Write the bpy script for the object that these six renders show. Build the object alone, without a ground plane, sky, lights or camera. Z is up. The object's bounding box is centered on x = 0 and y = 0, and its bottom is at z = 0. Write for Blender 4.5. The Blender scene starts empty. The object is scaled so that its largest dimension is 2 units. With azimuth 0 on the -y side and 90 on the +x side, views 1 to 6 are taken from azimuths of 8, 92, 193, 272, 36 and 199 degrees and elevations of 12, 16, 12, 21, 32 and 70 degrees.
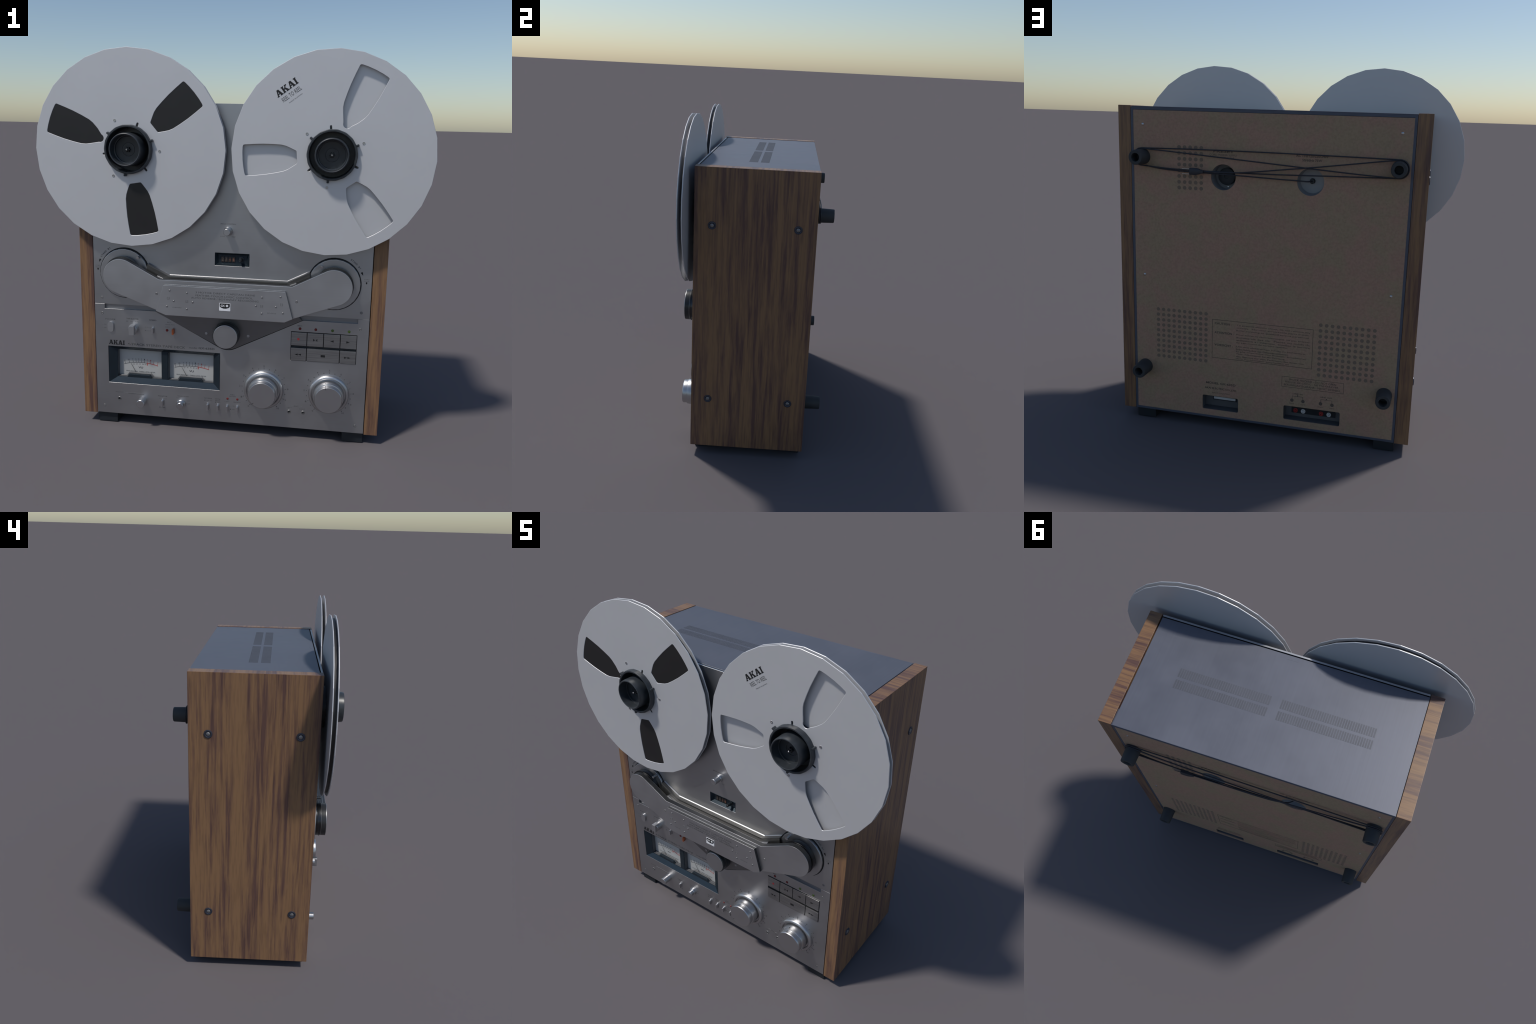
import bpy, bmesh, math, random
from math import sin, cos, pi, radians, atan2, hypot
from mathutils import Vector, Matrix
from mathutils.geometry import tessellate_polygon

random.seed(7)
COL = bpy.context.scene.collection
CX = -0.0025            # centre line of the cabinet (the reels set the middle of the frame)
FRONT = -0.317          # plane of the front panel

# =====================================================================  materials
def new_mat(name):
    m = bpy.data.materials.new(name)
    m.use_nodes = True
    return m, m.node_tree, m.node_tree.nodes["Principled BSDF"]

def node(nt, typ, **kw):
    n = nt.nodes.new(typ)
    for k, v in kw.items():
        if hasattr(n, k):
            setattr(n, k, v)
        else:
            n.inputs[k].default_value = v
    return n

def ramp(nt, stops, interp='LINEAR'):
    r = nt.nodes.new('ShaderNodeValToRGB')
    r.color_ramp.interpolation = interp
    e = r.color_ramp.elements
    while len(e) < len(stops):
        e.new(0.5)
    for el, (p, c) in zip(e, stops):
        el.position = p
        el.color = c if len(c) == 4 else (*c, 1)
    return r

def coords(nt, scale=(1, 1, 1), loc=(0, 0, 0), out='Object'):
    tc = nt.nodes.new('ShaderNodeTexCoord')
    mp = nt.nodes.new('ShaderNodeMapping')
    mp.inputs['Scale'].default_value = scale
    mp.inputs['Location'].default_value = loc
    nt.links.new(tc.outputs[out], mp.inputs['Vector'])
    return mp.outputs['Vector']

def mix(nt, fac, a, b, blend='MIX'):
    n = nt.nodes.new('ShaderNodeMix')
    n.data_type = 'RGBA'
    n.blend_type = blend
    for s, v in ((n.inputs[0], fac), (n.inputs[6], a), (n.inputs[7], b)):
        if hasattr(v, 'is_output'):
            nt.links.new(v, s)
        elif isinstance(v, (int, float)):
            s.default_value = v
        else:
            s.default_value = (*v, 1) if len(v) == 3 else v
    return n.outputs[2]

def plain(name, col, rough=0.5, metal=0.0, var=0.08, scale=14, bump=0.0, bscale=220, spec=None, coat=0.0):
    m, nt, b = new_mat(name)
    nz = node(nt, 'ShaderNodeTexNoise', Scale=scale, Detail=5.0)
    nt.links.new(coords(nt), nz.inputs['Vector'])
    lo = tuple(c * (1 - var) for c in col)
    hi = tuple(min(1, c * (1 + var)) for c in col)
    r = ramp(nt, [(0.3, lo), (0.7, hi)])
    nt.links.new(nz.outputs['Fac'], r.inputs['Fac'])
    nt.links.new(r.outputs['Color'], b.inputs['Base Color'])
    b.inputs['Roughness'].default_value = rough
    b.inputs['Metallic'].default_value = metal
    if spec is not None:
        b.inputs['Specular IOR Level'].default_value = spec
    if coat:
        b.inputs['Coat Weight'].default_value = coat
        b.inputs['Coat Roughness'].default_value = 0.12
    if bump:
        n2 = node(nt, 'ShaderNodeTexNoise', Scale=bscale, Detail=4.0)
        nt.links.new(coords(nt), n2.inputs['Vector'])
        bp = node(nt, 'ShaderNodeBump', Strength=bump, Distance=0.002)
        nt.links.new(n2.outputs['Fac'], bp.inputs['Height'])
        nt.links.new(bp.outputs['Normal'], b.inputs['Normal'])
    return m

def brushed(name, col, rough, stretch, metal=1.0, var=0.06, smear=0.06, rvar=0.05):
    """satin metal: faint streaks along the low-scale axis and soft smudges in gloss"""
    m, nt, b = new_mat(name)
    st = node(nt, 'ShaderNodeTexNoise', Scale=1.0, Detail=4.0, Roughness=0.6)
    nt.links.new(coords(nt, stretch), st.inputs['Vector'])
    sm = node(nt, 'ShaderNodeTexNoise', Scale=4.0, Detail=5.0, Roughness=0.6)
    nt.links.new(coords(nt), sm.inputs['Vector'])
    r1 = ramp(nt, [(0.3, tuple(c * (1 - var) for c in col)), (0.7, tuple(min(1, c * (1 + var)) for c in col))])
    nt.links.new(st.outputs['Fac'], r1.inputs['Fac'])
    r2 = ramp(nt, [(0.35, (1 - smear,) * 3), (0.65, (1 + 0 * smear,) * 3)])
    nt.links.new(sm.outputs['Fac'], r2.inputs['Fac'])
    nt.links.new(mix(nt, 1.0, r1.outputs['Color'], r2.outputs['Color'], 'MULTIPLY'), b.inputs['Base Color'])
    rr = node(nt, 'ShaderNodeMapRange')
    rr.inputs['From Min'].default_value = 0.3
    rr.inputs['From Max'].default_value = 0.7
    rr.inputs['To Min'].default_value = rough - rvar
    rr.inputs['To Max'].default_value = rough + rvar
    nt.links.new(sm.outputs['Fac'], rr.inputs['Value'])
    nt.links.new(rr.outputs['Result'], b.inputs['Roughness'])
    b.inputs['Metallic'].default_value = metal
    return m

def wood_mat():
    m, nt, b = new_mat('walnut_veneer')
    tc = nt.nodes.new('ShaderNodeTexCoord')
    geo = nt.nodes.new('ShaderNodeNewGeometry')
    sep = nt.nodes.new('ShaderNodeSeparateXYZ')
    nt.links.new(geo.outputs['Normal'], sep.inputs[0])
    ab = node(nt, 'ShaderNodeMath', operation='ABSOLUTE')
    nt.links.new(sep.outputs['Z'], ab.inputs[0])
    gt = node(nt, 'ShaderNodeMath', operation='GREATER_THAN')
    gt.inputs[1].default_value = 0.7
    nt.links.new(ab.outputs[0], gt.inputs[0])
    # grain direction: up the sides, across the top strips
    sw = nt.nodes.new('ShaderNodeSeparateXYZ')
    nt.links.new(tc.outputs['Object'], sw.inputs[0])
    c1 = nt.nodes.new('ShaderNodeCombineXYZ')      # x, y, z      (grain along z)
    c2 = nt.nodes.new('ShaderNodeCombineXYZ')      # z, y, x      (grain along x)
    for i, o in enumerate('XYZ'):
        nt.links.new(sw.outputs[o], c1.inputs[i])
    for i, o in enumerate('ZYX'):
        nt.links.new(sw.outputs[o], c2.inputs[i])
    vm = nt.nodes.new('ShaderNodeMix')
    vm.data_type = 'VECTOR'
    nt.links.new(gt.outputs[0], vm.inputs[0])
    nt.links.new(c1.outputs[0], vm.inputs[4])
    nt.links.new(c2.outputs[0], vm.inputs[5])
    vec = vm.outputs[1]

    def nz(scale, detail, rough, loc=(0, 0, 0), dist=0.0):
        mp = nt.nodes.new('ShaderNodeMapping')
        mp.inputs['Scale'].default_value = scale
        mp.inputs['Location'].default_value = loc
        nt.links.new(vec, mp.inputs['Vector'])
        n = node(nt, 'ShaderNodeTexNoise', Scale=1.0, Detail=detail, Roughness=rough, Distortion=dist)
        nt.links.new(mp.outputs['Vector'], n.inputs['Vector'])
        return n.outputs['Fac']

    broad = nz((10, 10, 0.45), 3.0, 0.55, (3.1, 2.4, 1.0))
    strk = nz((52, 52, 2.4), 5.0, 0.66, (1.0, 5.0, 0.0), 0.2)
    pores = nz((150, 150, 7), 3.0, 0.6)
    add = node(nt, 'ShaderNodeMath', operation='MULTIPLY_ADD')
    add.inputs[1].default_value = 0.75
    nt.links.new(broad, add.inputs[0])
    nt.links.new(strk, add.inputs[2])
    f = ramp(nt, [(0.74, (0, 0, 0)), (0.84, (0.5, 0.5, 0.5)), (0.96, (1, 1, 1))])
    nt.links.new(add.outputs[0], f.inputs['Fac'])
    dark, light = (0.116, 0.062, 0.050), (0.246, 0.138, 0.070)
    base = mix(nt, f.outputs['Color'], dark, light)
    pr = ramp(nt, [(0.34, (0.80, 0.80, 0.82)), (0.52, (1, 1, 1)), (0.75, (1.0, 1.0, 1.0))])
    nt.links.new(pores, pr.inputs['Fac'])
    colr = mix(nt, 1.0, base, pr.outputs['Color'], 'MULTIPLY')
    nt.links.new(colr, b.inputs['Base Color'])
    b.inputs['Roughness'].default_value = 0.38
    b.inputs['Specular IOR Level'].default_value = 0.4
    bp = node(nt, 'ShaderNodeBump', Strength=0.12, Distance=0.001)
    nt.links.new(pores, bp.inputs['Height'])
    nt.links.new(bp.outputs['Normal'], b.inputs['Normal'])
    return m

def board_mat():
    m, nt, b = new_mat('hardboard')
    n1 = node(nt, 'ShaderNodeTexNoise', Scale=9.0, Detail=6.0, Roughness=0.65)
    nt.links.new(coords(nt), n1.inputs['Vector'])
    n2 = node(nt, 'ShaderNodeTexNoise', Scale=85.0, Detail=4.0, Roughness=0.7)
    nt.links.new(coords(nt), n2.inputs['Vector'])
    r1 = ramp(nt, [(0.40, (0.330, 0.238, 0.148)), (0.60, (0.365, 0.222, 0.155))])
    nt.links.new(n1.outputs['Fac'], r1.inputs['Fac'])
    r2 = ramp(nt, [(0.32, (0.86, 0.86, 0.86)), (0.62, (1.06, 1.06, 1.06))])
    nt.links.new(n2.outputs['Fac'], r2.inputs['Fac'])
    nt.links.new(mix(nt, 1.0, r1.outputs['Color'], r2.outputs['Color'], 'MULTIPLY'), b.inputs['Base Color'])
    b.inputs['Roughness'].default_value = 0.75
    bp = node(nt, 'ShaderNodeBump', Strength=0.25, Distance=0.001)
    nt.links.new(n2.outputs['Fac'], bp.inputs['Height'])
    nt.links.new(bp.outputs['Normal'], b.inputs['Normal'])
    return m

PANEL = brushed('satin_aluminium', (0.46, 0.46, 0.47), 0.42, (3, 60, 260), var=0.02, smear=0.05)
COVERM = brushed('satin_cover_aluminium', (0.54, 0.54, 0.55), 0.42, (3, 60, 260), var=0.02, smear=0.04)
BAY = brushed('bay_metal_darkened_for_shade', (0.30, 0.30, 0.31), 0.5, (3, 60, 260), var=0.02)
BUTTON = brushed('brushed_steel_button', (0.36, 0.36, 0.36), 0.40, (5, 60, 330), var=0.22)
CHROME = brushed('chrome', (0.52, 0.52, 0.53), 0.28, (40, 40, 40), var=0.02, smear=0.03, rvar=0.03)
KNOBM = brushed('turned_aluminium', (0.52, 0.52, 0.53), 0.36, (4, 4, 4), var=0.01, smear=0.02, rvar=0.01)
EDGE = plain('dark_plate_edge', (0.035, 0.036, 0.038), 0.35, metal=0.3, var=0.05)
VPLATE = brushed('capstan_plate_metal', (0.23, 0.23, 0.235), 0.45, (3, 60, 260), var=0.02, smear=0.04)
RIM = brushed('rim_metal', (0.13, 0.127, 0.12), 0.34, (3, 60, 260), metal=0.8, var=0.02, smear=0.05)  # base lowered to weaken the sunlight the rim throws onto the panel
DRUM = brushed('chrome_darkened_for_reflection', (0.085, 0.086, 0.09), 0.3, (30, 30, 30), var=0.03)
REELM = plain('reel_aluminium', (0.60, 0.60, 0.615), 0.45, metal=0.4, var=0.015, scale=5)
TAPE = plain('magnetic_tape', (0.012, 0.011, 0.011), 0.45, var=0.1)
CASE = brushed('blue_grey_sheet_metal', (0.135, 0.143, 0.175), 0.48, (140, 3, 60), metal=0.35, var=0.03, smear=0.12, rvar=0.05)
FRAME = plain('blue_grey_edge', (0.075, 0.085, 0.115), 0.5, metal=0.2)
BLACKP = plain('black_plastic', (0.018, 0.021, 0.024), 0.35, var=0.15)
HUBM = plain('hub_plastic', (0.030, 0.035, 0.041), 0.36, var=0.2, scale=30, bump=0.1, bscale=90)
GLOSSB = plain('bezel_plastic', (0.030, 0.043, 0.055), 0.2, metal=0.5, var=0.06, spec=0.3)
RUBBER = plain('rubber', (0.032, 0.035, 0.038), 0.65, var=0.15)
CORDM = plain('cord_rubber', (0.022, 0.023, 0.030), 0.5)
FOOTM = plain('foot_rubber', (0.010, 0.014, 0.019), 0.55)
WHITE = plain('meter_card', (0.42, 0.42, 0.41), 0.6, var=0.02)
RED = plain('red_lamp', (0.15, 0.014, 0.014), 0.35)
REDP = plain('red_print', (0.42, 0.12, 0.11), 0.5)
REDB = plain('red_symbol', (0.60, 0.06, 0.06), 0.5)
GREEN = plain('green_lamp', (0.075, 0.125, 0.02), 0.35)
ORANGE = plain('orange_lever', (0.42, 0.10, 0.03), 0.45)
PRINT = plain('black_print', (0.005, 0.005, 0.006), 0.6)
GREYPRINT = plain('grey_print', (0.085, 0.085, 0.088), 0.6)
FAINT = plain('faint_print', (0.18, 0.18, 0.185), 0.55, metal=0.4)
BADGEW = plain('badge_white', (0.78, 0.78, 0.80), 0.4)
BOARD = board_mat()
BOARDDARK = plain('vent_shadow', (0.180, 0.134, 0.098), 0.8, var=0.05)
BOARDINK = plain('brown_ink', (0.095, 0.072, 0.056), 0.7)
VENT = plain('vent_slot', (0.096, 0.101, 0.120), 0.55, metal=0.3)
WOOD = wood_mat()
DIGITD = plain('digit_drum', (0.035, 0.026, 0.022), 0.4)
DIGITL = plain('digit_white', (0.13, 0.115, 0.10), 0.5)
DIGITR = plain('digit_red', (0.15, 0.065, 0.045), 0.5)
LIGHTGREY = plain('inner_light_grey', (0.30, 0.305, 0.31), 0.5, metal=0.2)
GREYIN = plain('inner_grey', (0.11, 0.113, 0.12), 0.5, metal=0.3)
SCREWM = plain('screw_head', (0.24, 0.235, 0.235), 0.5, metal=0.8)
WASHER = plain('cup_washer', (0.05, 0.055, 0.075), 0.35, metal=0.5)
REDJ = plain('red_socket', (0.34, 0.03, 0.03), 0.4)
WHITEJ = plain('white_socket', (0.62, 0.62, 0.62), 0.4)

# =====================================================================  mesh helpers
def link(name, me, mat=None, parent=None, smooth=35):
    if smooth:
        me.shade_smooth()
        me.set_sharp_from_angle(angle=radians(smooth))
    ob = bpy.data.objects.new(name, me)
    COL.objects.link(ob)
    if mat:
        me.materials.append(mat)
    if parent:
        ob.parent = parent
    return ob

def finish(bm, name, mat, parent, smooth=35, wn=False):
    bmesh.ops.recalc_face_normals(bm, faces=bm.faces)
    me = bpy.data.meshes.new(name)
    bm.to_mesh(me)
    bm.free()
    ob = link(name, me, mat, parent, smooth)
    if smooth and wn:
        w = ob.modifiers.new('flat_faces', 'WEIGHTED_NORMAL')
        w.weight = 100
        w.keep_sharp = True
    return ob

def bevel_sharp(bm, width, segs=2, angle=35):
    if width <= 0:
        return
    ed = [e for e in bm.edges if len(e.link_faces) == 2 and e.calc_face_angle(0) > radians(angle)]
    bmesh.ops.bevel(bm, geom=ed, offset=width, segments=segs, profile=0.5, affect='EDGES', clamp_overlap=True)

def add_box(bm, x0, x1, y0, y1, z0, z1):
    m = Matrix.Translation(((x0 + x1) / 2, (y0 + y1) / 2, (z0 + z1) / 2)) @ Matrix.Diagonal((abs(x1 - x0), abs(y1 - y0), abs(z1 - z0), 1))
    bmesh.ops.create_cube(bm, size=1, matrix=m)

def box(name, x, y, z, mat, parent, bevel=0.0, segs=2):
    bm = bmesh.new()
    add_box(bm, *x, *y, *z)
    bevel_sharp(bm, bevel, segs)
    return finish(bm, name, mat, parent, 35, True)

def add_prism(bm, loops, y0, y1):
    """loops: outlines in (x, z), the first is the outer one, the others are holes"""
    loops = [[(p[0], p[1]) for p in lp] for lp in loops]
    if len(loops) == 1:
        a = [bm.verts.new((x, y0, z)) for x, z in loops[0]]
        b = [bm.verts.new((x, y1, z)) for x, z in loops[0]]
        bm.faces.new(a)
        bm.faces.new(list(reversed(b)))
        n = len(a)
        for i in range(n):
            j = (i + 1) % n
            bm.faces.new((a[j], a[i], b[i], b[j]))
        return
    tris = tessellate_polygon([[Vector((x, z, 0)) for x, z in lp] for lp in loops])
    va, vb = [], []
    for lp in loops:
        va.append([bm.verts.new((x, y0, z)) for x, z in lp])
        vb.append([bm.verts.new((x, y1, z)) for x, z in lp])
    fa, fb = sum(va, []), sum(vb, [])
    for t in tris:
        bm.faces.new([fa[i] for i in t])
        bm.faces.new([fb[i] for i in reversed(t)])
    for A, B in zip(va, vb):
        n = len(A)
        for i in range(n):
            j = (i + 1) % n
            bm.faces.new((A[j], A[i], B[i], B[j]))

def offset_loop(lp, d):
    """mitred offset of a closed outline; d > 0 moves into the enclosed area"""
    n = len(lp)
    area = sum(lp[i][0] * lp[(i + 1) % n][1] - lp[(i + 1) % n][0] * lp[i][1] for i in range(n))
    sgn = 1 if area > 0 else -1
    out = []
    for i in range(n):
        p0, p, p1 = Vector(lp[i - 1]), Vector(lp[i]), Vector(lp[(i + 1) % n])
        e0, e1 = (p - p0).normalized(), (p1 - p).normalized()
        n0, n1 = Vector((-e0.y, e0.x)) * sgn, Vector((-e1.y, e1.x)) * sgn
        m = n0 + n1
        k = m.dot(n0)
        m = m / k if k > 0.3 else n0
        out.append((p.x + m.x * d, p.y + m.y * d))
    return out

def plate_prism(name, loops, y0, y1, mat, parent, ch=0.0012):
    """flat plate with holes; both rims chamfered by ch, faces exactly plane"""
    d = 1 if y1 > y0 else -1
    bm = bmesh.new()
    caps = [[], []]
    for li, lp in enumerate(loops):
        ins = offset_loop(lp, ch if li == 0 else -ch)
        seq = [(ins, y0), (lp, y0 + d * ch), (lp, y1 - d * ch), (ins, y1)]
        vs = [[bm.verts.new((x, y, z)) for x, z in l] for l, y in seq]
        n = len(lp)
        for A, B in zip(vs, vs[1:]):
            for i in range(n):
                j = (i + 1) % n
                bm.faces.new((A[i], A[j], B[j], B[i]))
        caps[0].append((ins, vs[0]))
        caps[1].append((ins, vs[3]))
    for cap in caps:
        t = tessellate_polygon([[Vector((x, z, 0)) for x, z in l] for l, v in cap])
        flat = sum((v for l, v in cap), [])
        for tri in t:
            try:
                bm.faces.new([flat[i] for i in tri])
            except ValueError:
                pass
    return finish(bm, name, mat, parent, 0)

def prism(name, loops, y0, y1, mat, parent, bevel=0.0, segs=2, smooth=35):
    bm = bmesh.new()
    add_prism(bm, loops, y0, y1)
    bmesh.ops.recalc_face_normals(bm, faces=bm.faces)
    bevel_sharp(bm, bevel, segs)
    return finish(bm, name, mat, parent, smooth, True)

def add_lathe(bm, prof, cx, cz, seg=40, phase=0.0, wob=None):
    """prof: list of (radius, y); revolved about the axis parallel to y through (cx, cz)"""
    prof = list(prof)
    if prof[-1][0] < 1e-6 and len(prof) > 1 and abs(prof[-1][1] - prof[-2][1]) < 1e-7 and prof[-2][0] > 0.004:
        prof.insert(-1, (prof[-2][0] - min(0.0012, prof[-2][0] * 0.1), prof[-1][1]))    # keeps the flat end flat-shaded
    rings = []
    for r, y in prof:
        if r < 1e-6:
            rings.append([bm.verts.new((cx, y, cz))])
        else:
            ring = []
            for i in range(seg):
                a = phase + 2 * pi * i / seg
                rr = r * (wob(a, r, y) if wob else 1)
                ring.append(bm.verts.new((cx + rr * cos(a), y, cz + rr * sin(a))))
            rings.append(ring)
    for A, B in zip(rings, rings[1:]):
        if len(A) == 1 and len(B) == 1:
            continue
        for i in range(seg):
            j = (i + 1) % seg
            if len(A) == 1:
                bm.faces.new((A[0], B[i], B[j]))
            elif len(B) == 1:
                bm.faces.new((A[i], A[j], B[0]))
            else:
                bm.faces.new((A[i], A[j], B[j], B[i]))

def lathe(name, prof, cx, cz, mat, parent, seg=40, phase=0.0, wob=None, smooth=35):
    bm = bmesh.new()
    add_lathe(bm, prof, cx, cz, seg, phase, wob)
    return finish(bm, name, mat, parent, smooth)

def circle(cx, cz, r, n=32, phase=0.0):
    return [(cx + r * cos(phase + 2 * pi * i / n), cz + r * sin(phase + 2 * pi * i / n)) for i in range(n)]

def rrect(x0, x1, z0, z1, r=0.0, n=4):
    if r <= 0:
        return [(x0, z0), (x1, z0), (x1, z1), (x0, z1)]
    out = []
    for cx, cz, a0 in ((x1 - r, z0 + r, -90), (x1 - r, z1 - r, 0), (x0 + r, z1 - r, 90), (x0 + r, z0 + r, 180)):
        for i in range(n + 1):
            a = radians(a0 + 90 * i / n)
            out.append((cx + r * cos(a), cz + r * sin(a)))
    return out

def stadium(cx, cz, w, h, n=8):
    return rrect(cx - w / 2, cx + w / 2, cz - h / 2, cz + h / 2, min(w, h) / 2 - 1e-5, n)

def arc(cx, cz, r, a0, a1, n):
    return [(cx + r * cos(radians(a0 + (a1 - a0) * i / n)), cz + r * sin(radians(a0 + (a1 - a0) * i / n))) for i in range(n + 1)]

def tube(name, pts, r, mat, parent, seg=10, cyclic=False, res=6):
    cu = bpy.data.curves.new(name, 'CURVE')
    cu.dimensions = '3D'
    cu.bevel_depth = r
    cu.bevel_resolution = 3
    cu.use_fill_caps = True
    cu.resolution_u = res
    sp = cu.splines.new('NURBS')
    sp.points.add(len(pts) - 1)
    for p, q in zip(sp.points, pts):
        p.co = (*q, 1)
    sp.use_endpoint_u = True
    sp.order_u = 3
    tmp = bpy.data.objects.new('tmp', cu)
    me = bpy.data.meshes.new_from_object(tmp)
    me.name = name
    bpy.data.objects.remove(tmp)
    bpy.data.curves.remove(cu)
    me.materials.clear()
    return link(name, me, mat, parent)

def text_mesh(s, bold=0.0, depth=0.0005):
    cu = bpy.data.curves.new('txt', 'FONT')
    cu.body = s
    cu.size = 1
    cu.align_x = 'CENTER'
    cu.align_y = 'CENTER'
    cu.offset = bold
    cu.resolution_u = 2
    tmp = bpy.data.objects.new('tmp', cu)
    me = bpy.data.meshes.new_from_object(tmp)
    bpy.data.objects.remove(tmp)
    bpy.data.curves.remove(cu)
    return me

def text(s, x, z, h, mat, parent, w=None, y=FRONT, rot=0.0, back=False, bold=0.0, name='lettering'):
    """x, z: middle of the line; h: capital height; w: overall width (stretches the line)"""
    me = text_mesh(s, bold)
    xs = [v.co.x for v in me.vertices]
    ys = [v.co.y for v in me.vertices]
    cw, ch = max(xs) - min(xs), max(ys) - min(ys)
    mx, my = (max(xs) + min(xs)) / 2, (max(ys) + min(ys)) / 2
    k = h / max(ch, 1e-6)
    kx = (w / cw) if w else k
    c, sn = cos(radians(rot)), sin(radians(rot))
    for v in me.vertices:
        a, b = (v.co.x - mx) * kx, (v.co.y - my) * k
        u, q = a * c - b * sn, a * sn + b * c
        v.co = (x - u, y + 0.0006, z + q) if back else (x + u, y - 0.0006, z + q)
    me.name = name
    me.materials.clear()
    ob = link(name, me, mat, parent, 0)
    bm = bmesh.new()
    bm.from_mesh(me)
    bm.normal_update()
    want = 1 if back else -1
    flip = [f for f in bm.faces if f.normal.y * want < 0]
    bmesh.ops.reverse_faces(bm, faces=flip)
    bm.to_mesh(me)
    bm.free()
    return ob

def empty(name, parent=None, loc=(0, 0, 0)):
    e = bpy.data.objects.new(name, None)
    e.empty_display_size = 0.1
    e.location = loc
    COL.objects.link(e)
    if parent:
        e.parent = parent
    return e

ROOT = empty('tape_recorder')
ROOT["label"] = "reel-to-reel tape recorder, brushed metal front, walnut sides, two reels"
ROOT["category"] = "tape recorder"

# =====================================================================  cabinet
XL, XR = CX - 0.799, CX + 0.799
cab = box('case', (CX - 0.7285, CX + 0.7285), (-0.2500, 0.262), (0.0585, 1.7400), CASE, ROOT, 0.002)
box('bottom_plate', (CX - 0.7280, CX + 0.7280), (-0.3020, 0.2615), (0.0582, 0.0600), CASE, cab)
# sheet-metal surround of the back, open box that carries the back board
prism('rear_surround', [rrect(-0.7312, 0.7312, 0.0570, 1.7401), rrect(-0.7172, 0.7172, 0.0702, 1.7246)],
      0.2625, 0.3568, FRAME, cab, 0.0008, 1)
box('top_cover', (CX - 0.728, CX + 0.728), (-0.3005, 0.3562), (1.7402, 1.7430), CASE, cab, 0.0012, 1)

for s in (-1, 1):
    xa, xb = sorted((s * 0.7322, s * 0.8032 - 0.0017))
    side = box('wooden_side', (xa, xb), (-0.3178, 0.3572), (0.0550, 1.7460), WOOD, ROOT, 0.0022, 2)
    xo = s * 0.8032 - 0.0017
    for (y, z) in ((-0.218, 1.426), (0.2538, 1.426), (-0.2187, 0.372), (0.2538, 0.372)):
        bm = bmesh.new()
        prof = [(0.0, 0.0008), (0.0120, 0.0008), (0.0150, 0.0040), (0.0185, 0.0048), (0.0220, 0.0034), (0.0232, -0.001)]
        add_lathe(bm, [(r, -h) for r, h in prof], 0, 0, 28)
        bmesh.ops.rotate(bm, verts=bm.verts, matrix=Matrix.Rotation(s * pi / 2, 3, 'Z'))
        bmesh.ops.translate(bm, verts=bm.verts, vec=(xo, y, z))
        finish(bm, 'cup_washer', WASHER, side)
        bm = bmesh.new()
        add_lathe(bm, [(0.0, -0.0062), (0.0035, -0.0060), (0.0080, -0.0050), (0.0112, -0.0028), (0.0116, -0.0005)], 0, 0, 24)
        bmesh.ops.rotate(bm, verts=bm.verts, matrix=Matrix.Rotation(s * pi / 2, 3, 'Z'))
        bmesh.ops.translate(bm, verts=bm.verts, vec=(xo, y, z))
        finish(bm, 'screw', SCREWM, side)

for sx in (-1, 1):
    for y0, y1 in ((-0.300, -0.190), (0.232, 0.342)):
        x0, x1 = sorted((CX + sx * 0.620, CX + sx * 0.730))
        box('base_foot', (x0, x1), (y0, y1), (0.0, 0.0590), FOOTM, ROOT, 0.003)

# ventilation slots of the top: four fields of narrow slits
bm = bmesh.new()
for sx in (-1, 1):
    for y0, y1 in ((-0.0485, 0.0025), (0.0185, 0.0680)):
        n = 40
        for i in range(n):
            xc = CX + sx * (0.026 + (i + 0.5) * 0.498 / n)
            add_box(bm, xc - 0.0043, xc + 0.0043, y0, y1, 1.7420, 1.7435)
ob = finish(bm, 'vent_slots', VENT, cab, 0)
ob["kind"] = "stuff"
box('maker_mark', (CX - 0.037, CX + 0.037), (-0.290, -0.274), (1.7420, 1.7433), CASE, cab)

# =====================================================================  front panels
PX0, PX1 = -0.7303, 0.7283
SEAM = 0.6865
METER = (-0.6612, -0.0420, 0.2405, 0.4512)
COUNTER = (-0.0753, 0.1045, 0.9282, 0.9958)
plate_prism('upper_front_panel', [rrect(PX0, PX1, SEAM, 1.7430, 0.004, 3), rrect(*COUNTER)], FRONT, FRONT + 0.0100, PANEL, ROOT, 0.0006)

# lower panel: its top edge drops into the slot and the V-shaped bay of the capstan knob
KX, KZ = -0.0040, 0.5665
vee = arc(KX, KZ, 0.0945, 243.5, 296.5, 10)
low = [(PX0, 0.0605), (PX1, 0.0605), (PX1, SEAM - 0.0006), (0.671, SEAM - 0.0006), (0.671, 0.6605), (0.392, 0.6605)]
low += list(reversed(vee))
low += [(-0.392, 0.6605), (-0.6755, 0.6605), (-0.6755, SEAM - 0.0006), (PX0, SEAM - 0.0006)]
BTN = (0.3312, 0.6712, 0.4412, 0.5995)
plate_prism('lower_front_panel', [low, rrect(*METER), rrect(*BTN)], FRONT, FRONT + 0.014, PANEL, ROOT, 0.0003)
wedge = [(KX + 0.390, 0.6645)] + list(reversed([(x, z + 0.0045) for x, z in vee])) + [(KX - 0.386, 0.6645), (KX - 0.36, 0.70), (KX + 0.36, 0.70)]
bm = bmesh.new()
add_prism(bm, [wedge], FRONT, FRONT + 0.012)
for v in bm.verts:
    if v.co.y < FRONT + 0.001:           # face leans forward towards the head cover
        v.co.y = FRONT - 0.0010 - max(0.0, v.co.z - 0.472) * 0.088
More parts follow.
